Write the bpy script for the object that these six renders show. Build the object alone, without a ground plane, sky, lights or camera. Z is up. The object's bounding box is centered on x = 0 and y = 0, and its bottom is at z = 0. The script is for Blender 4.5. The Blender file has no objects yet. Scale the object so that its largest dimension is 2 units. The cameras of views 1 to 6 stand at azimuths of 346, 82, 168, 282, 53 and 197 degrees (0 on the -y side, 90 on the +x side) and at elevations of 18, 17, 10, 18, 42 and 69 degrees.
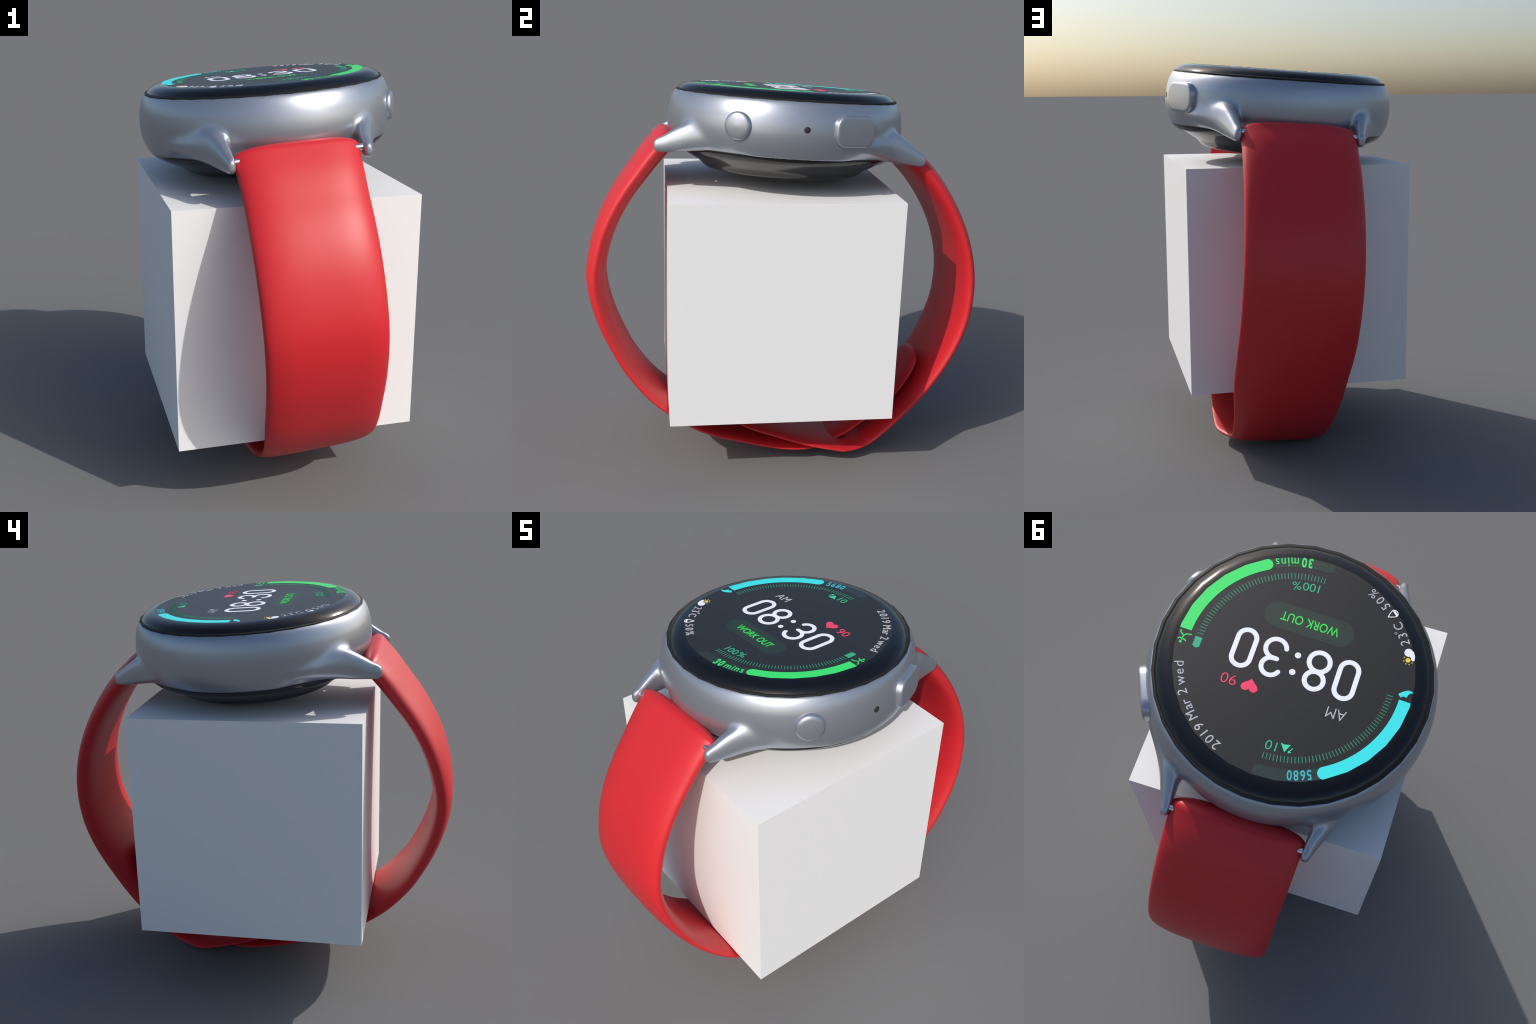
"""Round smart watch with a red sport strap, worn round a plain white display block."""
import bpy, bmesh, math
import numpy as np
from mathutils import Matrix, Vector

# ------------------------------------------------------------------ helpers
def srgb(r, g, b):
    f = lambda c: (c / 255 / 12.92) if c / 255 <= 0.04045 else ((c / 255 + 0.055) / 1.055) ** 2.4
    return (f(r), f(g), f(b), 1.0)


def material(name, colour, rough=0.5, metallic=0.0, specular=0.5, grain=0.0, grain_scale=60.0,
             bump=0.0, coat=0.0, coat_rough=0.1, ior=1.5, sheen=0.0):
    """Principled surface whose colour and relief carry a very fine procedural grain."""
    m = bpy.data.materials.new(name)
    m.use_nodes = True
    nt = m.node_tree
    b = nt.nodes["Principled BSDF"]
    b.inputs["Roughness"].default_value = rough
    b.inputs["Metallic"].default_value = metallic
    b.inputs["Specular IOR Level"].default_value = specular
    b.inputs["IOR"].default_value = ior
    b.inputs["Coat Weight"].default_value = coat
    b.inputs["Coat Roughness"].default_value = coat_rough
    b.inputs["Sheen Weight"].default_value = sheen
    tc = nt.nodes.new("ShaderNodeTexCoord")
    noise = nt.nodes.new("ShaderNodeTexNoise")
    noise.inputs["Scale"].default_value = grain_scale
    noise.inputs["Detail"].default_value = 4.0
    nt.links.new(tc.outputs["Object"], noise.inputs["Vector"])
    ramp = nt.nodes.new("ShaderNodeValToRGB")
    c = np.array(colour[:3])
    ramp.color_ramp.elements[0].color = (*(c * (1 - grain)), 1)
    ramp.color_ramp.elements[1].color = (*np.minimum(c * (1 + grain), 1.0), 1)
    nt.links.new(noise.outputs["Fac"], ramp.inputs["Fac"])
    nt.links.new(ramp.outputs["Color"], b.inputs["Base Color"])
    if bump:
        bn = nt.nodes.new("ShaderNodeBump")
        bn.inputs["Strength"].default_value = bump
        bn.inputs["Distance"].default_value = 0.001
        nt.links.new(noise.outputs["Fac"], bn.inputs["Height"])
        nt.links.new(bn.outputs["Normal"], b.inputs["Normal"])
    return m


def mesh_object(name, verts, faces, mat, parent=None, smooth=True, angle=None):
    me = bpy.data.meshes.new(name)
    me.from_pydata([tuple(map(float, v)) for v in verts], [], [tuple(map(int, f)) for f in faces])
    me.validate()
    me.materials.append(mat)
    bm = bmesh.new()
    bm.from_mesh(me)
    bmesh.ops.recalc_face_normals(bm, faces=bm.faces)
    bm.to_mesh(me)
    bm.free()
    o = bpy.data.objects.new(name, me)
    bpy.context.collection.objects.link(o)
    me.polygons.foreach_set("use_smooth", [smooth] * len(me.polygons))
    if angle is not None:
        me.set_sharp_from_angle(angle=math.radians(angle))
    o.parent = parent
    return o


def spline(points, n):
    """Centripetal-like smooth curve through control points, n even samples by arc length."""
    P = np.asarray(points, float)
    d = np.sqrt(np.linalg.norm(np.diff(P[:, :2], axis=0), axis=1))
    t = np.concatenate([[0], np.cumsum(d)])
    m = np.zeros_like(P)
    m[1:-1] = (P[2:] - P[:-2]) / (t[2:] - t[:-2])[:, None]
    m[0] = (P[1] - P[0]) / (t[1] - t[0])
    m[-1] = (P[-1] - P[-2]) / (t[-1] - t[-2])
    out = []
    for i in range(len(P) - 1):
        h = t[i + 1] - t[i]
        u = np.linspace(0, 1, 40, endpoint=False)[:, None]
        out.append((2*u**3 - 3*u**2 + 1) * P[i] + (u**3 - 2*u**2 + u) * h * m[i]
                   + (-2*u**3 + 3*u**2) * P[i+1] + (u**3 - u**2) * h * m[i+1])
    Q = np.vstack(out + [P[-1:]])
    s = np.concatenate([[0], np.cumsum(np.linalg.norm(np.diff(Q[:, :2], axis=0), axis=1))])
    x = np.linspace(0, s[-1], n)
    return np.stack([np.interp(x, s, Q[:, k]) for k in range(Q.shape[1])], 1), x


def revolve(profile, segments, phase=0.0):
    """Profile of (r, z) turned round z; r = 0 ends become poles."""
    verts, faces, rings = [], [], []
    for r, z in profile:
        if r < 1e-9:
            rings.append([len(verts)])
            verts.append((0, 0, z))
        else:
            rings.append(list(range(len(verts), len(verts) + segments)))
            for k in range(segments):
                a = phase + 2 * math.pi * k / segments
                verts.append((r * math.cos(a), r * math.sin(a), z))
    for a, b in zip(rings[:-1], rings[1:]):
        for k in range(segments):
            j = (k + 1) % segments
            if len(a) == 1:
                faces.append((a[0], b[k], b[j]))
            elif len(b) == 1:
                faces.append((a[k], b[0], a[j]))
            else:
                faces.append((a[k], b[k], b[j], a[j]))
    return verts, faces


# ------------------------------------------------------------------ materials
M_STRAP = material("red_fluoroelastomer", srgb(195, 37, 44), rough=0.43, specular=0.40, grain=0.015, grain_scale=25, bump=0.02)
M_METAL = material("brushed_silver_aluminium", (0.40, 0.43, 0.485, 1), rough=0.34, metallic=0.78, grain=0.01, grain_scale=90)
M_PIN = material("polished_steel", (0.75, 0.76, 0.78, 1), rough=0.2, metallic=1.0)
M_GLASS = material("black_cover_glass", srgb(12, 14, 18), rough=0.12, specular=0.5)
M_RIM = material("black_gasket", srgb(30, 30, 30), rough=0.55, specular=0.3)
M_BACK = material("black_ceramic_back", srgb(22, 22, 23), rough=0.12, specular=0.5)
M_HOLE = material("painted_hole_shade", srgb(38, 38, 40), rough=0.6)
M_BLOCK = material("matt_white_block", (0.80, 0.80, 0.80, 1), rough=0.6, specular=0.3, grain=0.004, grain_scale=12)
M_SCREEN = material("display_dark", srgb(33, 33, 34), rough=0.40, specular=0.5)
INK = dict(rough=0.42, specular=0.5)
M_WHITE = material("display_white", srgb(246, 247, 255), **INK)
M_PALE = material("display_pale_grey", srgb(190, 190, 196), **INK)
M_GREEN = material("display_green", srgb(60, 232, 112), **INK)
M_TEXTGREEN = material("display_text_green", srgb(56, 226, 88), **INK)
M_TEAL = material("display_teal", srgb(56, 176, 132), **INK)
M_TICK = material("display_tick_teal", srgb(52, 146, 110), **INK)
M_MINT = material("display_mint", srgb(60, 222, 162), **INK)
M_CYAN = material("display_cyan", srgb(58, 234, 234), **INK)
M_TEXTCYAN = material("display_text_cyan", srgb(66, 186, 194), **INK)
M_DIMGREEN = material("display_dim_green", srgb(38, 53, 44), **INK)
M_DIMCYAN = material("display_dim_cyan", srgb(38, 53, 53), **INK)
M_PINK = material("display_pink", srgb(250, 66, 104), **INK)
M_YELLOW = material("display_yellow", srgb(246, 206, 48), **INK)

# ------------------------------------------------------------------ things
block = None
H = 0.5577
bx, by, bz = 0.0003, -0.0334, 0.8861
vs = [(sx * H, sy * H, sz * H + H) for sx in (-1, 1) for sy in (-1, 1) for sz in (-1, 1)]
fs = [(0, 1, 3, 2), (4, 6, 7, 5), (0, 4, 5, 1), (2, 3, 7, 6), (0, 2, 6, 4), (1, 5, 7, 3)]
block = mesh_object("display_block", vs, fs, M_BLOCK, smooth=False)
block.location = (bx, by, bz - H)
block["label"] = "plain matt white cube that holds the watch"
block["category"] = "display block"

watch = bpy.data.objects.new("smart_watch", None)
bpy.context.collection.objects.link(watch)
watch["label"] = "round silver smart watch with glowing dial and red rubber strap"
watch["category"] = "smart watch"
# the whole watch leans a few degrees on the block
TILT = Matrix.Rotation(-0.0493, 4, "X") @ Matrix.Rotation(-0.0667, 4, "Y")
watch.matrix_world = Matrix.Translation((0.1163, -0.0754, 0.0015)) @ TILT

# case, lugs and strap sit slightly turned against the dial artwork
DRIFT = 0.038
def skew(V, drift=DRIFT):
    """slide x along y (fading out under the block)"""
    V = np.asarray(V, float).copy()
    x, y, z = V[..., 0].copy(), V[..., 1].copy(), V[..., 2]
    t = np.clip((z - 0.10) / 0.45, 0, 1)
    V[..., 0] = x + drift * y * (0.1 + 0.9 * t * t * (3 - 2 * t))
    return V

# ------------------------------------------------------------------ case with lugs
CASE = [(0.0, 1.628), (0.40, 1.627), (0.530, 1.624), (0.548, 1.620), (0.557, 1.6165), (0.5630, 1.619), (0.574, 1.640),
        (0.584, 1.665), (0.591, 1.694), (0.5945, 1.725), (0.5945, 1.757), (0.592, 1.786), (0.587, 1.815),
        (0.579, 1.843), (0.569, 1.865), (0.5600, 1.877), (0.5550, 1.880), (0.549, 1.881), (0.545, 1.879), (0.540, 1.872), (0.0, 1.872)]
prof, _ = spline(CASE[3:18], 90)
prof = np.vstack([CASE[:3], prof, CASE[18:]])
case_v, case_f = revolve(prof, 256)

# lug stations: y, inner x, outer x, bottom z, top z
LUG = [(0.27, 0.20, 0.522, 1.626, 1.762), (0.35, 0.230, 0.480, 1.621, 1.765), (0.42, 0.256, 0.428, 1.613, 1.765),
       (0.465, 0.270, 0.397, 1.607, 1.761), (0.505, 0.277, 0.373, 1.601, 1.747), (0.55, 0.279, 0.352, 1.596, 1.718),
       (0.59, 0.278, 0.336, 1.592, 1.691), (0.620, 0.277, 0.325, 1.589, 1.670), (0.640, 0.277, 0.319, 1.589, 1.659),
       (0.654, 0.280, 0.315, 1.593, 1.650), (0.663, 0.286, 0.308, 1.603, 1.640)]
stations, _ = spline([(l[0], 0.0) + l[1:] for l in LUG], 60)
def lug_mesh(sx, sy):
    K, verts, faces = 28, [], []
    for y, _, xi, xo, zb, zt in stations:
        cx, cz, hx, hz = (xi + xo) / 2, (zb + zt) / 2, (xo - xi) / 2, (zt - zb) / 2
        for k in range(K):
            a = 2 * math.pi * k / K
            c, s = math.cos(a), math.sin(a)
            e = 2 / 3.0
            px = math.copysign(abs(c) ** e, c)
            pz = math.copysign(abs(s) ** e, s)
            # top edge leans in toward the strap, outer face slopes
            lean = -0.22 * hx * max(pz, 0) * (px + 1) / 2
            verts.append((sx * (cx + hx * px + lean), sy * y, cz + hz * pz))
    n = len(stations)
    for i in range(n - 1):
        for k in range(K):
            j = (k + 1) % K
            faces.append((i * K + k, i * K + j, (i + 1) * K + j, (i + 1) * K + k))
    faces.append(tuple(range(K)))
    faces.append(tuple((n - 1) * K + k for k in range(K)))
    return skew(verts), faces

allv, allf = list(map(tuple, case_v)), list(case_f)
for sx in (-1, 1):
    for sy in (-1, 1):
        v, f = lug_mesh(sx, sy)
        o = len(allv)
        allv += list(map(tuple, v))
        allf += [tuple(i + o for i in q) for q in f]
body = mesh_object("case_blank", allv, allf, M_METAL)
rm = body.modifiers.new("fuse", "REMESH")
rm.mode, rm.voxel_size, rm.use_smooth_shade = "VOXEL", 0.0052, True
dg = bpy.context.evaluated_depsgraph_get()
fused = bpy.data.meshes.new_from_object(body.evaluated_get(dg))
bpy.data.objects.remove(body)
V = np.empty(len(fused.vertices) * 3)
fused.vertices.foreach_get("co", V)
V = V.reshape(-1, 3)
edges = np.empty(len(fused.edges) * 2, int)
fused.edges.foreach_get("vertices", edges)
edges = edges.reshape(-1, 2)
polys = [tuple(p.vertices) for p in fused.polygons]
deg = np.bincount(edges.ravel(), minlength=len(V))[:, None]

def smoothstep(a, b, x):
    t = np.clip((x - a) / (b - a), 0, 1)
    return t * t * (3 - 2 * t)

def relax(V, w, n):
    for _ in range(n):
        s = np.zeros_like(V)
        np.add.at(s, edges[:, 0], V[edges[:, 1]])
        np.add.at(s, edges[:, 1], V[edges[:, 0]])
        V = V + w[:, None] * (s / deg - V)
    return V

def nearest_on_profile(V):
    r = np.hypot(V[:, 0], V[:, 1])
    p = np.stack([r, V[:, 2]], 1)
    a, b = prof[:-1], prof[1:]
    best = np.full(len(p), 9e9)
    q = p.copy()
    for s, e in zip(a, b):
        d = e - s
        t = np.clip(((p - s) @ d) / (d @ d), 0, 1)
        c = s + t[:, None] * d
        dist = np.linalg.norm(p - c, axis=1)
        m = dist < best
        best[m], q[m] = dist[m], c[m]
    ang = np.arctan2(V[:, 1], V[:, 0])
    return np.stack([q[:, 0] * np.cos(ang), q[:, 0] * np.sin(ang), q[:, 1]], 1), best

# fillet: strong where lug meets case, weak toward the lug tip
r0 = np.hypot(V[:, 0], V[:, 1])
near_case = 1 - smoothstep(0.012, 0.05, np.maximum(r0 - 0.592, 0))
V = relax(V, 0.5 * np.ones(len(V)), 2)
V = relax(V, 0.55 * near_case, 34)
ang = np.degrees(np.arctan2(np.abs(V[:, 1]), np.abs(V[:, 0])))
Q, dist = nearest_on_profile(V)
away = np.maximum(1 - smoothstep(20, 30, ang), smoothstep(76, 80, ang))
snap = np.maximum(away, smoothstep(1.785, 1.815, V[:, 2]))
inside = (np.hypot(V[:, 0], V[:, 1]) < 0.53) | (V[:, 2] < 1.622) & (np.hypot(V[:, 0], V[:, 1]) < 0.555) & (away > 0.5)
snap = np.where(inside, 1.0, snap)
V = V + snap[:, None] * (Q - V)

fused.vertices.foreach_set("co", V.ravel())
fused.update()
whole_normals = np.empty(len(V) * 3, np.float32)
fused.vertices.foreach_get("normal", whole_normals)
whole_normals = whole_normals.reshape(-1, 3)
cent = np.array([V[list(p)].mean(0) for p in polys])
lugmask = (np.hypot(cent[:, 0], cent[:, 1]) > 0.606)

def region(name, mask):
    idx = [polys[i] for i in np.nonzero(mask)[0]]
    used = sorted({v for p in idx for v in p})
    remap = {v: i for i, v in enumerate(used)}
    me = bpy.data.meshes.new(name)
    me.from_pydata([tuple(V[v]) for v in used], [], [tuple(remap[v] for v in p) for p in idx])
    me.materials.append(M_METAL)
    me.polygons.foreach_set("use_smooth", [True] * len(me.polygons))
    me.normals_split_custom_set_from_vertices([tuple(map(float, whole_normals[v])) for v in used])
    o = bpy.data.objects.new(name, me)
    bpy.context.collection.objects.link(o)
    o.parent = watch
    return o

case = region("case", ~lugmask)
for sx in (-1, 1):
    for sy in (-1, 1):
        region("lug", lugmask & (cent[:, 0] * sx > 0) & (cent[:, 1] * sy > 0))

# ------------------------------------------------------------------ cover glass, gasket, dial, back cover
PH = math.radians(8.75)
SEG = 32
SCREEN_R, SCREEN_Z = 0.4757, 1.9214
glass_prof = [(SCREEN_R, SCREEN_Z), (0.491, 1.9203), (0.506, 1.9172), (0.5195, 1.9124), (0.5315, 1.9058), (0.5415, 1.8978), (0.5485, 1.8890)]
LEVEL = Matrix.Translation((0, 0, 1.90)) @ Matrix.Rotation(0.004, 4, "X") @ Matrix.Translation((0, 0, -1.90))
glass = mesh_object("cover_glass", *revolve(glass_prof + [(0.540, 1.880), (0.46, 1.880), (0.46, 1.918)], SEG, PH), M_GLASS, watch, angle=60)
gasket = mesh_object("gasket", *revolve([(0.538, 1.8885), (0.5485, 1.8887), (0.5565, 1.8870), (0.5590, 1.8845), (0.5588, 1.878), (0.535, 1.874)], SEG, PH), M_RIM, watch, angle=40)
screen = mesh_object("screen", *revolve([(0, SCREEN_Z), (SCREEN_R, SCREEN_Z), (SCREEN_R - 0.004, SCREEN_Z - 0.006), (0, SCREEN_Z - 0.006)], SEG, PH), M_SCREEN, watch, angle=30)
for o in (glass, gasket, screen):
    o.matrix_local = LEVEL

BACK = [(0.556, 1.628), (0.5605, 1.618), (0.5405, 1.594), (0.510, 1.577), (0.468, 1.556), (0.436, 1.540), (0.417, 1.526), (0.402, 1.512), (0.383, 1.5035),
        (0.350, 1.5000), (0.25, 1.4985), (0.12, 1.498), (0.0, 1.498)]
bp, _ = spline(BACK, 60)
bp[-1, 0] = 0
mesh_object("back_cover", *revolve(np.vstack([[(0.0, 1.630)], bp]), 96), M_BACK, watch, angle=60)

# ------------------------------------------------------------------ buttons
def radial(angle_deg, z):
    a = math.radians(angle_deg)
    n = Vector((math.cos(a), math.sin(a), 0))
    return Matrix(((-math.sin(a), 0, n.x, 0), (math.cos(a), 0, n.y, 0), (0, 1, 0, z), (0, 0, 0, 1)))

dome = [(0.0640, 0.560), (0.0660, 0.588), (0.0655, 0.5965), (0.0625, 0.6035), (0.0560, 0.6085), (0.046, 0.6112), (0.030, 0.6132), (0.012, 0.6152), (0, 0.6157)]
b = mesh_object("push_button", *revolve(dome, 48), M_METAL, watch, angle=70)
b.matrix_local = radial(-29.6, 1.7525)

def rounded_box(hx, hy, rc, layers):
    """stack of rounded rectangles: layers of (inset, height)."""
    verts, faces = [], []
    K = 10
    for inset, h in layers:
        for cx, cy, a0 in ((1, 1, 0), (-1, 1, 90), (-1, -1, 180), (1, -1, 270)):
            rr = max(rc - inset, 0.004)
            for k in range(K + 1):
                a = math.radians(a0 + 90 * k / K)
                verts.append((cx * (hx - inset - rr) + rr * math.cos(a), cy * (hy - inset - rr) + rr * math.sin(a), h))
    n = 4 * (K + 1)
    for i in range(len(layers) - 1):
        for k in range(n):
            j = (k + 1) % n
            faces.append((i * n + k, i * n + j, (i + 1) * n + j, (i + 1) * n + k))
    faces.append(tuple(range(n)))
    faces.append(tuple((len(layers) - 1) * n + k for k in range(n)))
    return verts, faces

b = mesh_object("flat_button", *rounded_box(0.110, 0.0735, 0.058,
                [(0.0, 0.54), (0.0, 0.600), (0.0015, 0.6055), (0.005, 0.6095), (0.010, 0.6113), (0.017, 0.612)]), M_METAL, watch, angle=50)
b.matrix_local = radial(24.2, 1.7585)
b = mesh_object("mic_hole_shade_plug", *revolve([(0.0150, 0.580), (0.0150, 0.5950), (0.0140, 0.5956), (0, 0.5957)], 24), M_HOLE, watch, angle=50)  # flush plug, no recess; its dark colour paints the shadow inside the hole
b.matrix_local = radial(1.1, 1.757)

# ------------------------------------------------------------------ strap
def strap_loft(ctrl, drift, n=150, K=64, outer_power=2.8, inner_power=4.2):
    """ctrl: (y, z, thickness, half width) of the outer-to-inner mid line, both ends rounded."""
    S, s = spline(ctrl, 1200)
    L = s[-1]
    # stations crowd toward both ends, where the strap closes in a rounded edge
    u = np.linspace(0, 1, n)
    e = 0.06 / L
    pick = np.concatenate([e * (1 - np.cos(np.linspace(0, math.pi / 2, 16))), np.linspace(e, 1 - e, n)[1:-1],
                           1 - e * (1 - np.cos(np.linspace(math.pi / 2, 0, 16)))])
    pick[0], pick[-1] = 0.0004, 0.9996
    S = np.stack([np.interp(pick * L, s, S[:, k]) for k in range(4)], 1)
    d0 = np.clip(pick * L / 0.048, 0, 1)
    d1 = np.clip((1 - pick) * L / 0.048, 0, 1)
    d = np.minimum(d0, d1)
    S[:, 2] *= (1 - (1 - d) ** 2.0) ** 0.5
    S[:, 3] *= (1 - (1 - d) ** 2.6) ** (1 / 3.2)
    n = len(S)
    verts, faces = [], []
    T = np.gradient(S[:, :2], axis=0)
    T /= np.linalg.norm(T, axis=1)[:, None]
    N = np.stack([-T[:, 1], T[:, 0]], 1)
    side = np.sign(((np.array([0.0, 0.9]) - S[:, :2]) * N).sum(1).mean())
    for i in range(n):
        y, z, t, w = S[i]
        for k in range(K):
            a = 2 * math.pi * (k + 0.5) / K
            c, q = math.cos(a), math.sin(a)
            # pillow section: crowned outer face, flatter inner face, softly rolled edges
            power = inner_power if q * side > 0 else outer_power
            px = math.copysign(abs(c) ** (2 / power), c)
            pt = math.copysign(max(1 - abs(px) ** power, 0.0) ** 0.5, q)
            verts.append((w * px, y + N[i, 0] * pt * t / 2, z + N[i, 1] * pt * t / 2))
    for i in range(n - 1):
        for k in range(K):
            j = (k + 1) % K
            faces.append((i * K + k, i * K + j, (i + 1) * K + j, (i + 1) * K + k))
    faces.append(tuple(range(K)))
    faces.append(tuple((n - 1) * K + k for k in range(K)))
    return skew(verts, drift), faces

def from_outer(outer, rows, taper_end=None):
    """outer: (y, z) of the outside line, rows: thickness & half width -> mid line rows; side = +1 if inside is to the left."""
    P = np.array(outer, float)
    T = np.gradient(P, axis=0)
    T /= np.linalg.norm(T, axis=1)[:, None]
    N = np.stack([-T[:, 1], T[:, 0]], 1)
    side = np.sign(((np.array([0.0, 0.9]) - P) * N).sum(1))[:, None]
    R = np.array(rows, float)
    return np.hstack([P + side * N * R[:, :1] / 2, R])

W = 0.267
front = from_outer(
    [(-0.612, 1.711), (-0.620, 1.703), (-0.633, 1.689), (-0.657, 1.661), (-0.720, 1.580), (-0.782, 1.485), (-0.841, 1.391), (-0.896, 1.283), (-0.937, 1.174), (-0.963, 1.061),
     (-0.974, 0.950), (-0.964, 0.850), (-0.936, 0.749), (-0.892, 0.642), (-0.831, 0.533), (-0.763, 0.432), (-0.667, 0.327), (-0.572, 0.251),
     (-0.410, 0.157), (-0.280, 0.111), (-0.146, 0.083), (-0.050, 0.064), (0.072, 0.047), (0.190, 0.042), (0.280, 0.048), (0.345, 0.064)],
    [(0.112, W + 0.009), (0.112, W + 0.009), (0.112, W + 0.009), (0.112, W + 0.008), (0.111, W + 0.003), (0.107, W), (0.104, W), (0.103, W), (0.103, W), (0.102, W),
     (0.099, W), (0.095, W), (0.090, W), (0.084, W), (0.076, W), (0.068, W), (0.061, W), (0.055, W),
     (0.048, W), (0.045, W), (0.044, W), (0.043, W), (0.042, W), (0.041, 0.258), (0.040, 0.228), (0.040, 0.19)])
tongue = np.array([(0.430, 0.118, 0.040, 0.168), (0.520, 0.190, 0.040, 0.166), (0.610, 0.275, 0.040, 0.166), (0.690, 0.370, 0.040, 0.164),
                   (0.745, 0.465, 0.040, 0.155), (0.770, 0.520, 0.039, 0.138), (0.782, 0.550, 0.038, 0.110), (0.790, 0.572, 0.036, 0.075)])
front = np.vstack([front, tongue])
mesh_object("strap", *strap_loft(front, 0.048, n=230, outer_power=3.5), M_STRAP, watch)

W = 0.281
back_outer = from_outer(
    [(0.608, 1.710), (0.616, 1.703), (0.630, 1.690), (0.656, 1.666), (0.720, 1.612), (0.800, 1.525), (0.883, 1.407), (0.949, 1.284), (0.995, 1.161), (1.022, 1.035),
     (1.028, 0.905), (1.013, 0.775), (0.969, 0.635), (0.901, 0.497), (0.818, 0.360), (0.715, 0.224), (0.603, 0.103)],
    [(0.108, W), (0.109, W), (0.110, W), (0.110, W), (0.110, W), (0.106, W), (0.101, W), (0.098, W), (0.096, W), (0.094, W),
     (0.093, W), (0.091, W), (0.089, W), (0.083, 0.277), (0.076, 0.270), (0.066, 0.257), (0.058, 0.246)])
# the keeper end: necked at the bend, then broad round the slot
tail = np.array([(0.520, 0.079, 0.056, 0.247), (0.455, 0.069, 0.054, 0.276), (0.395, 0.070, 0.052, 0.298), (0.320, 0.080, 0.048, 0.300), (0.240, 0.092, 0.046, 0.296), (0.150, 0.110, 0.044, 0.290), (0.030, 0.142, 0.042, 0.282),
                 (-0.095, 0.177, 0.040, 0.275), (-0.190, 0.212, 0.038, 0.250), (-0.255, 0.243, 0.034, 0.205), (-0.280, 0.257, 0.022, 0.15)])
strap_back = mesh_object("strap", *strap_loft(np.vstack([back_outer, tail]), 0.039, n=230, outer_power=3.1), M_STRAP, watch)

# slot that the tongue slips through
def slot_cutter():
    K, verts = 16, []
    hw, hl = 0.182, 0.036
    ring = []
    for cx, a0 in ((1, -90), (-1, 90)):
        for k in range(K + 1):
            a = math.radians(a0 + 180 * k / K)
            ring.append((cx * (hw - hl) + hl * math.cos(a), hl * math.sin(a)))
    for h in (-0.09, 0.09):
        verts += [(x, y * 1.15, h) for x, y in ring]
    n = len(ring)
    faces = [tuple(range(n)), tuple(range(2 * n - 1, n - 1, -1))]
    faces += [(k, (k + 1) % n, n + (k + 1) % n, n + k) for k in range(n)]
    return verts, faces
cut = mesh_object("slot_blank", *slot_cutter(), M_STRAP, None, smooth=False)
cut.matrix_world = watch.matrix_world @ Matrix.Translation((0.004, 0.388, 0.08)) @ Matrix.Rotation(math.radians(12), 4, "X")
bpy.context.view_layer.update()
bo = strap_back.modifiers.new("slot", "BOOLEAN")
bo.operation, bo.object, bo.solver = "DIFFERENCE", cut, "EXACT"
bpy.context.view_layer.update()
dg = bpy.context.evaluated_depsgraph_get()
cut_mesh = bpy.data.meshes.new_from_object(strap_back.evaluated_get(dg))
strap_back.modifiers.clear()
strap_back.data = cut_mesh
bpy.data.objects.remove(cut)
cut_mesh.polygons.foreach_set("use_smooth", [True] * len(cut_mesh.polygons))
cut_mesh.set_sharp_from_angle(angle=math.radians(45))

for sy in (-1, 1):
    verts, faces = revolve([(0, -0.290), (0.014, -0.290), (0.014, 0.290), (0, 0.290)], 24)
    V2 = np.array(verts)[:, [2, 0, 1]] + [0, sy * 0.626, 1.634]
    mesh_object("spring_bar", skew(V2), faces, M_PIN, watch, angle=40)

# ------------------------------------------------------------------ dial artwork (thin raised inlays on the screen)
INLAY = 0.0009
def clip_radius(a):
    """distance of the 32-sided screen border from the centre in direction a"""
    step = 2 * math.pi / SEG
    d = (a - PH) % step - step / 2
    return SCREEN_R * math.cos(step / 2) / math.cos(d) - 0.0006

def clipped(pts):
    out = []
    for x, y in pts:
        r, a = math.hypot(x, y), math.atan2(y, x)
        m = clip_radius(a)
        if r > m:
            x, y = x * m / r, y * m / r
        out.append((x, y))
    return out

def slab(verts, faces, loop, z=SCREEN_Z, h=INLAY):
    """add a prism over a closed 2D outline"""
    o, n = len(verts), len(loop)
    verts += [(x, y, z - 0.001) for x, y in loop] + [(x, y, z + h) for x, y in loop]
    faces.append(tuple(o + n + k for k in range(n)))
    faces.append(tuple(o + n - 1 - k for k in range(n)))
    faces += [(o + k, o + (k + 1) % n, o + n + (k + 1) % n, o + n + k) for k in range(n)]

def strip(verts, faces, left, right, closed=False, z=SCREEN_Z, h=INLAY):
    """add a band between two matching lines"""
    o, n = len(verts), len(left)
    for line, zz in ((left, z + h), (right, z + h), (left, z - 0.001), (right, z - 0.001)):
        verts += [(x, y, zz) for x, y in line]
    for k in range(n if closed else n - 1):
        j = (k + 1) % n
        a, b, c, d = o, o + n, o + 2 * n, o + 3 * n
        faces += [(a + k, a + j, b + j, b + k), (a + k, c + k, c + j, a + j), (b + k, b + j, d + j, d + k), (c + k, d + k, d + j, c + j)]
    if not closed:
        for k in (0, n - 1):
            faces.append((o + k, o + n + k, o + 3 * n + k, o + 2 * n + k))

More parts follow.
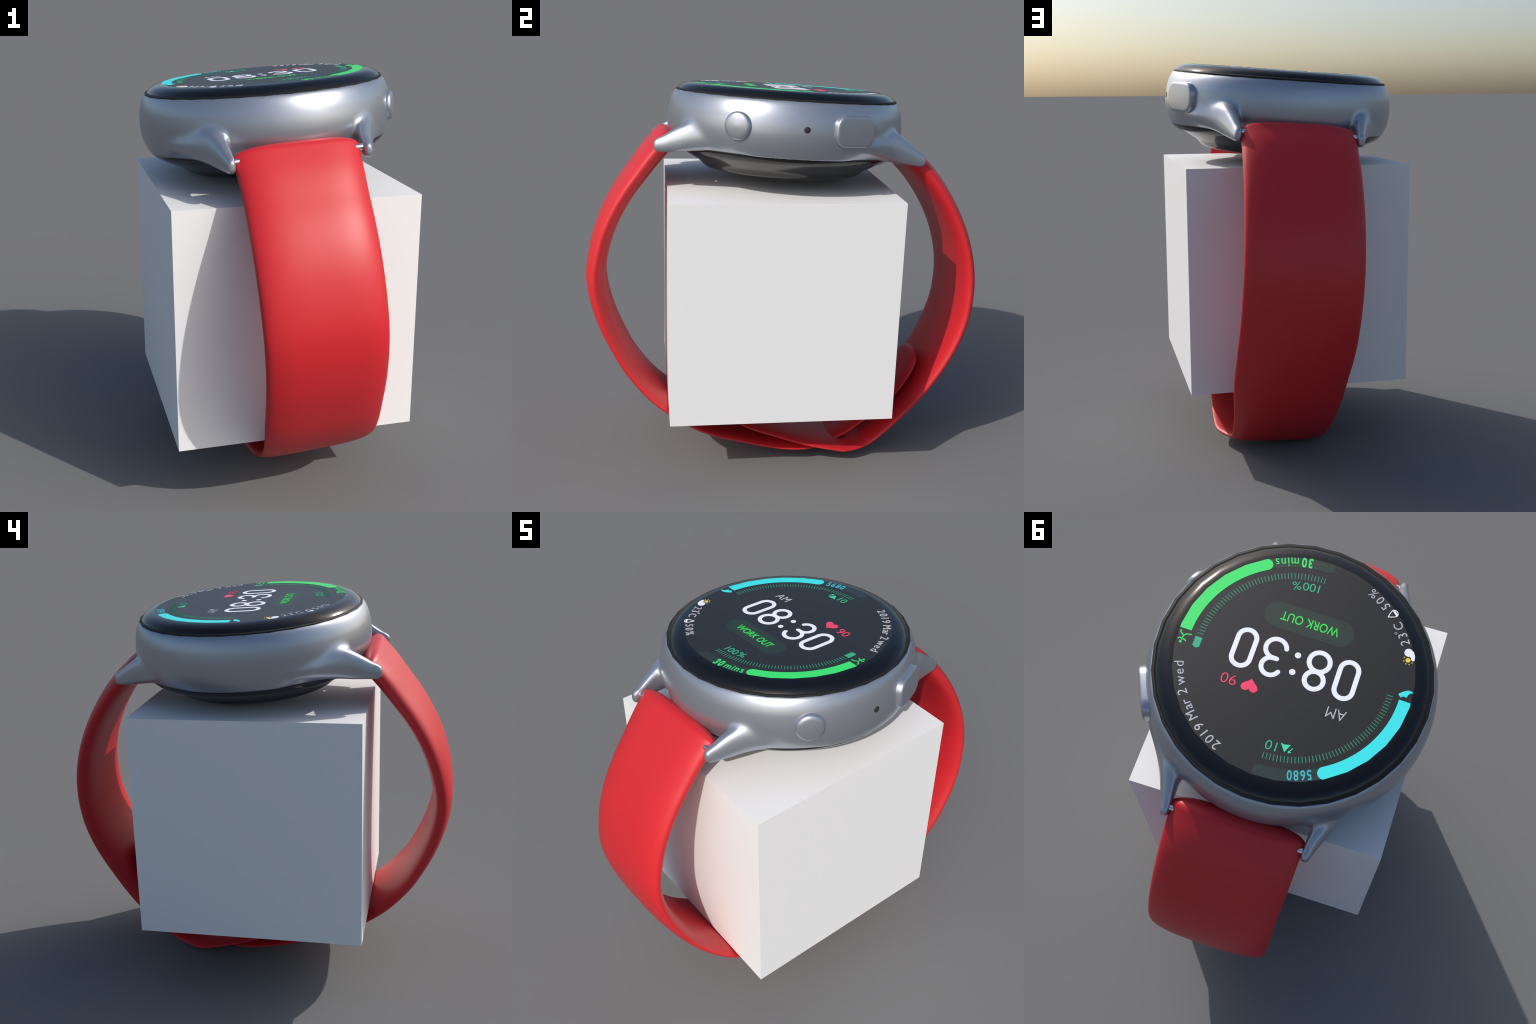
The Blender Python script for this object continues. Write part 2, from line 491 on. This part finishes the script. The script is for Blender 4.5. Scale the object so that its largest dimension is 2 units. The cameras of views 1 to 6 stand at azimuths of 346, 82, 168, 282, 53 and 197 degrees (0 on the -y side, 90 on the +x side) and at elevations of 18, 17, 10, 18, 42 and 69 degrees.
def stroke(verts, faces, path, width, closed=False, caps=True, h=INLAY):
    """pen line of constant width with round ends"""
    P = np.array(path, float)
    if closed:
        T = np.roll(P, -1, 0) - np.roll(P, 1, 0)
    else:
        T = np.gradient(P, axis=0)
    T /= np.linalg.norm(T, axis=1)[:, None] + 1e-12
    N = np.stack([-T[:, 1], T[:, 0]], 1)
    strip(verts, faces, P + N * width / 2, P - N * width / 2, closed, h=h)
    if caps and not closed:
        for p in (P[0], P[-1]):
            slab(verts, faces, disc(p[0], p[1], width / 2, 12), h=h - 0.0001)

def disc(x, y, r, n=24):
    return [(x + r * math.cos(2 * math.pi * k / n), y + r * math.sin(2 * math.pi * k / n)) for k in range(n)]

def arc(cx, cy, r, a0, a1, n=24):
    return [(cx + r * math.cos(math.radians(a0 + (a1 - a0) * k / n)), cy + r * math.sin(math.radians(a0 + (a1 - a0) * k / n))) for k in range(n + 1)]

def inlay(name, mat, build):
    v, f = [], []
    build(v, f)
    return mesh_object(name, v, f, mat, screen, smooth=False)

def capsule(cx, cy, hw, hh, n=16):
    return arc(cx + hw - hh, cy, hh, -90, 90, n) + arc(cx - hw + hh, cy, hh, 90, 270, n)

# --- big time digits
PEN = 0.0195
def digit_zero(cx):
    def b(v, f):
        stroke(v, f, capsule_path(cx, -0.0055, 0.0365, 0.0785), PEN, closed=True)
    return b
def capsule_path(cx, cy, r, hh):
    return arc(cx, cy + hh - r, r, 0, 180, 20) + arc(cx, cy - hh + r, r, 180, 360, 20)
inlay("time_digit", M_WHITE, digit_zero(-0.210))
inlay("time_digit", M_WHITE, digit_zero(0.2095))
def digit_eight(v, f):
    stroke(v, f, arc(-0.0895, 0.0365, 0.0370, 0, 360, 40)[:-1], PEN, closed=True)
    stroke(v, f, arc(-0.0890, -0.0435, 0.0412, 0, 360, 40)[:-1], PEN, closed=True, h=INLAY - 0.0001)
inlay("time_digit", M_WHITE, digit_eight)
def digit_three(v, f):
    top = arc(0.0875, 0.0355, 0.0370, 158, -72, 36)
    stroke(v, f, top + [(0.088, -0.0010), (0.074, -0.0015)], PEN * 0.97)
    bot = arc(0.0895, -0.0430, 0.0412, 80, -165, 36)
    stroke(v, f, [(0.076, -0.0019)] + bot, PEN * 0.97, h=INLAY - 0.0002)
inlay("time_digit", M_WHITE, digit_three)
def colon(v, f):
    slab(v, f, disc(0.0, 0.0310, 0.0125))
    slab(v, f, disc(0.0, -0.0435, 0.0125))
inlay("time_colon", M_WHITE, colon)

# --- lettering with the built-in font
def glyph_mesh(text, bold=0.0):
    cu = bpy.data.curves.new("glyph", "FONT")
    cu.body = text
    cu.offset = bold
    cu.extrude = 0.0
    cu.resolution_u = 4
    o = bpy.data.objects.new("glyph", cu)
    bpy.context.collection.objects.link(o)
    bpy.context.view_layer.update()
    me = bpy.data.meshes.new_from_object(o.evaluated_get(bpy.context.evaluated_depsgraph_get()))
    bpy.data.objects.remove(o)
    bpy.data.curves.remove(cu)
    bm = bmesh.new()
    bm.from_mesh(me)
    bmesh.ops.remove_doubles(bm, verts=bm.verts, dist=1e-5)
    r = bmesh.ops.extrude_face_region(bm, geom=list(bm.faces))
    for e in r["geom"]:
        if isinstance(e, bmesh.types.BMVert):
            e.co.z = 1.0
    bm.verts.index_update()
    vs = np.array([v.co[:] for v in bm.verts])
    fs = [tuple(v.index for v in f.verts) for f in bm.faces]
    bm.free()
    bpy.data.meshes.remove(me)
    return vs, fs

CAP = None
def metrics():
    v, _ = glyph_mesh("0")
    return v[:, 1].min(), v[:, 1].max()
BASE0, TOP0 = metrics()

def place(vs, scale_x, scale_y, x, y, turn):
    """local glyph -> dial plane; glyph baseline at y"""
    g = vs.copy()
    g[:, 0] *= scale_x
    g[:, 1] *= scale_y
    c, s = math.cos(turn), math.sin(turn)
    return np.stack([x + c * g[:, 0] - s * g[:, 1], y + s * g[:, 0] + c * g[:, 1], SCREEN_Z - 0.0005 + g[:, 2] * (INLAY + 0.0007)], 1)

def word(name, text, x0, x1, y0, y1, mat, bold=0.0):
    vs, fs = glyph_mesh(text, bold)
    sx = (x1 - x0) / (vs[:, 0].max() - vs[:, 0].min())
    sy = (y1 - y0) / (TOP0 - BASE0)
    vs[:, 0] -= vs[:, 0].min()
    vs[:, 1] -= BASE0
    return mesh_object(name, place(vs, sx, sy, x0, y0, 0), fs, mat, screen, smooth=False)

def arc_word(name, chars, r_base, r_top, mat, outward, bold=0.0, squeeze=1.0):
    """chars: (character, angle in degrees of its middle)"""
    allv, allf = [], []
    hgt = abs(r_top - r_base)
    sy = hgt / (TOP0 - BASE0)
    for ch, a in chars:
        vs, fs = glyph_mesh(ch, bold)
        vs[:, 0] -= (vs[:, 0].max() + vs[:, 0].min()) / 2
        vs[:, 1] -= BASE0
        t = math.radians(a)
        turn = t - math.pi / 2 if outward else t + math.pi / 2
        g = place(vs, sy * squeeze, sy, r_base * math.cos(t), r_base * math.sin(t), turn)
        o = len(allv)
        allv += list(map(tuple, g))
        allf += [tuple(i + o for i in q) for q in fs]
    return mesh_object(name, allv, allf, mat, screen, smooth=False)

word("lettering", "AM", -0.251, -0.174, 0.1195, 0.1650, M_PALE, -0.008)
word("lettering", "90", 0.1925, 0.2545, 0.1170, 0.1610, M_PINK, -0.01)
word("lettering", "WORK OUT", -0.1235, 0.1155, -0.2080, -0.1690, M_TEXTGREEN, 0.008)
arc_word("lettering", [("1", -88.6), ("0", -84.4), ("0", -79.9), ("%", -73.8)], 0.3640, 0.3275, M_TEAL, False, 0.0, 1.08)
word("lettering", "10", -0.0385, 0.0060, 0.3250, 0.3635, M_TEAL)
arc_word("lettering", [("5", 114.8), ("6", 111.7), ("8", 108.4), ("0", 105.2)], 0.4300, 0.4690, M_TEXTCYAN, True, 0.016, 0.74)
arc_word("lettering", [("3", -80.6), ("0", -77.3)], 0.4735, 0.4320, M_GREEN, False, 0.03, 0.70)
arc_word("lettering", [("m", -72.5), ("i", -69.2), ("n", -66.7), ("s", -63.6)], 0.4720, 0.4320, M_GREEN, False, 0.006, 0.80)
arc_word("lettering", [("2", 66.2), ("0", 61.8), ("1", 57.8), ("9", 53.6), ("M", 46.9), ("a", 42.2), ("r", 39.1), ("2", 33.7),
                       ("w", 27.6), ("e", 22.8), ("d", 18.6)], 0.4300, 0.4675, M_PALE, True, 0.0, 1.0)
arc_word("lettering", [("2", -148.3), ("3", -144.3), ("C", -138.8), ("5", -126.4), ("0", -122.0), ("%", -117.0)], 0.4695, 0.4325, M_PALE, False, 0.0, 0.94)
inlay("degree_mark", M_PALE, lambda v, f: stroke(v, f, arc(0.429 * math.cos(math.radians(-142)), 0.429 * math.sin(math.radians(-142)), 0.0045, 0, 360, 16)[:-1], 0.0016, closed=True))

# --- progress arcs, dim tracks, tick rings
def band(a0, a1, r0, r1, round_end, n=60):
    """arc band; the far end (a1) is rounded"""
    def b(v, f):
        mid, rr = (r0 + r1) / 2, (r1 - r0) / 2
        A = np.radians(np.linspace(a0, a1, n))
        inner = [(r0 * math.cos(t), r0 * math.sin(t)) for t in A]
        outer = clipped([(r1 * math.cos(t), r1 * math.sin(t)) for t in A])
        sgn = 1 if a1 > a0 else -1
        for k in range(1, 13):
            q = math.pi / 2 * k / 12
            dt = sgn * rr * math.sin(q) / mid
            t = A[-1] + dt
            ro, ri = mid + rr * math.cos(q), mid - rr * math.cos(q)
            if round_end:
                inner.append((ri * math.cos(t), ri * math.sin(t)))
                outer += clipped([(ro * math.cos(t), ro * math.sin(t))])
        strip(v, f, inner, outer, h=b.h)
    b.h = INLAY
    return b
R0, R1 = 0.4265, 0.4765
g = band(-0.7, -58.0, R0, R1, True); inlay("progress_bar", M_GREEN, g)
g = band(179.5, 121.8, R0, R1, True); inlay("progress_bar", M_CYAN, g)
g = band(-55.0, -90.4, R0 + 0.002, R1, True); g.h = 0.0004; inlay("progress_track", M_DIMGREEN, g)
g = band(124.0, 90.2, R0 + 0.001, R1, True); g.h = 0.0004; inlay("progress_track", M_DIMCYAN, g)

def tick_ring(a0, a1, count):
    def b(v, f):
        for k in range(count):
            t = math.radians(a0 + (a1 - a0) * k / (count - 1))
            c, s = math.cos(t), math.sin(t)
            w = 0.0017
            slab(v, f, [(0.376 * c - w * s, 0.376 * s + w * c), (0.376 * c + w * s, 0.376 * s - w * c),
                        (0.4015 * c + w * s, 0.4015 * s - w * c), (0.4015 * c - w * s, 0.4015 * s + w * c)])
    return b
o = inlay("tick_ring", M_TICK, tick_ring(-0.8, -90.5, 46)); o["kind"] = "stuff"
o = inlay("tick_ring", M_TICK, tick_ring(179.95, 89.95, 46)); o["kind"] = "stuff"

def pill(v, f):
    slab(v, f, capsule(-0.001, -0.1875, 0.1845, 0.0565), h=0.0003)
inlay("label_pill", M_DIMGREEN, pill)

# --- icons
def heart(v, f):
    loop = []
    for k in range(48):
        t = 2 * math.pi * k / 48
        hx = 16 * math.sin(t) ** 3
        hy = 13 * math.cos(t) - 5 * math.cos(2 * t) - 2 * math.cos(3 * t) - math.cos(4 * t)
        loop.append((0.1375 + hx * 0.0021, 0.1405 + hy * 0.00195))
    slab(v, f, loop)
inlay("heart_icon", M_PINK, heart)
def battery(v, f):
    slab(v, f, [(0.3755, 0.0105), (0.4035, 0.0105), (0.4035, 0.0525), (0.398, 0.0525), (0.397, 0.057), (0.382, 0.057), (0.381, 0.0525), (0.3755, 0.0525)])
inlay("battery_icon", M_TEAL, battery)
def runner(v, f):
    slab(v, f, disc(0.4520, 0.0525, 0.0054, 14))
    for path in ([(0.4500, 0.0430), (0.4500, 0.0340), (0.4485, 0.0240)], [(0.4485, 0.0240), (0.4400, 0.0150), (0.4220, 0.0115)],
                 [(0.4485, 0.0240), (0.4570, 0.0180), (0.4650, 0.0120), (0.4650, 0.0050)], [(0.4500, 0.0405), (0.4390, 0.0390), (0.4340, 0.0440)],
                 [(0.4500, 0.0405), (0.4600, 0.0360), (0.4645, 0.0420)]):
        stroke(v, f, path, 0.0050)
inlay("runner_icon", M_GREEN, runner)
def shoe(v, f):
    slab(v, f, [(-0.4190, -0.0215), (-0.4340, -0.0345), (-0.4500, -0.0450), (-0.4620, -0.0455), (-0.4715, -0.0420), (-0.4720, -0.0395),
                (-0.4620, -0.0360), (-0.4560, -0.0270), (-0.4520, -0.0140), (-0.4490, -0.0125), (-0.4430, -0.0155), (-0.4370, -0.0135), (-0.4310, -0.0075), (-0.4220, -0.0130), (-0.4185, -0.0180)])
inlay("shoe_icon", M_CYAN, shoe)
def sun(v, f):
    slab(v, f, disc(-0.4150, -0.1680, 0.0098), h=0.0006)
    for x, y in ((-0.398, -0.175), (-0.400, -0.160), (-0.411, -0.151), (-0.424, -0.152), (-0.4325, -0.162)):
        slab(v, f, disc(x, y, 0.0027, 10))
inlay("sun_icon", M_YELLOW, sun)
def cloud(v, f):
    slab(v, f, disc(-0.4095, -0.2000, 0.0175, 28))
    slab(v, f, arc(-0.4330, -0.1790, 0.0085, -10, 150, 14) + [(-0.4370, -0.1930), (-0.4270, -0.2110), (-0.4080, -0.2120), (-0.4100, -0.1900)], h=INLAY - 0.0001)
inlay("cloud_icon", M_WHITE, cloud)
def drop_outline(scale=1.0):
    cx, cy, u = -0.3095, -0.3460, math.radians(-131.7)
    ex, ey = -math.cos(u), -math.sin(u)     # toward the dial centre
    nx, ny = -ey, ex
    L = []
    for k in range(40):
        t = 2 * math.pi * k / 40
        a = math.cos(t)
        along = 0.0155 * a if a < 0 else 0.0335 * a
        side = 0.0165 * math.sin(t) * (1.0 if a < 0 else (1 - a) ** 0.5 if a < 1 else 0)
        L.append((cx + scale * (ex * along + nx * side), cy + scale * (ey * along + ny * side), a))
    return L
def drop(v, f):
    out = [(x, y) for x, y, a in drop_outline()]
    inn = [(x, y) for x, y, a in drop_outline(0.80)]
    strip(v, f, out, inn, closed=True)
    half = [(x, y) for x, y, a in drop_outline(0.86) if a < 0.12]
    slab(v, f, clipped(half), h=INLAY - 0.0001)
inlay("water_drop_icon", M_WHITE, drop)
def mountain(v, f):
    slab(v, f, [(-0.0480, 0.3210), (-0.0620, 0.3235), (-0.0870, 0.3180), (-0.0715, 0.3535)])
    stroke(v, f, [(-0.0975, 0.3290), (-0.0880, 0.3480)], 0.0032)
    slab(v, f, [(-0.0985, 0.3470), (-0.0850, 0.3540), (-0.0845, 0.3420)], h=INLAY - 0.0001)
inlay("mountain_icon", M_MINT, mountain)

bpy.context.view_layer.update()
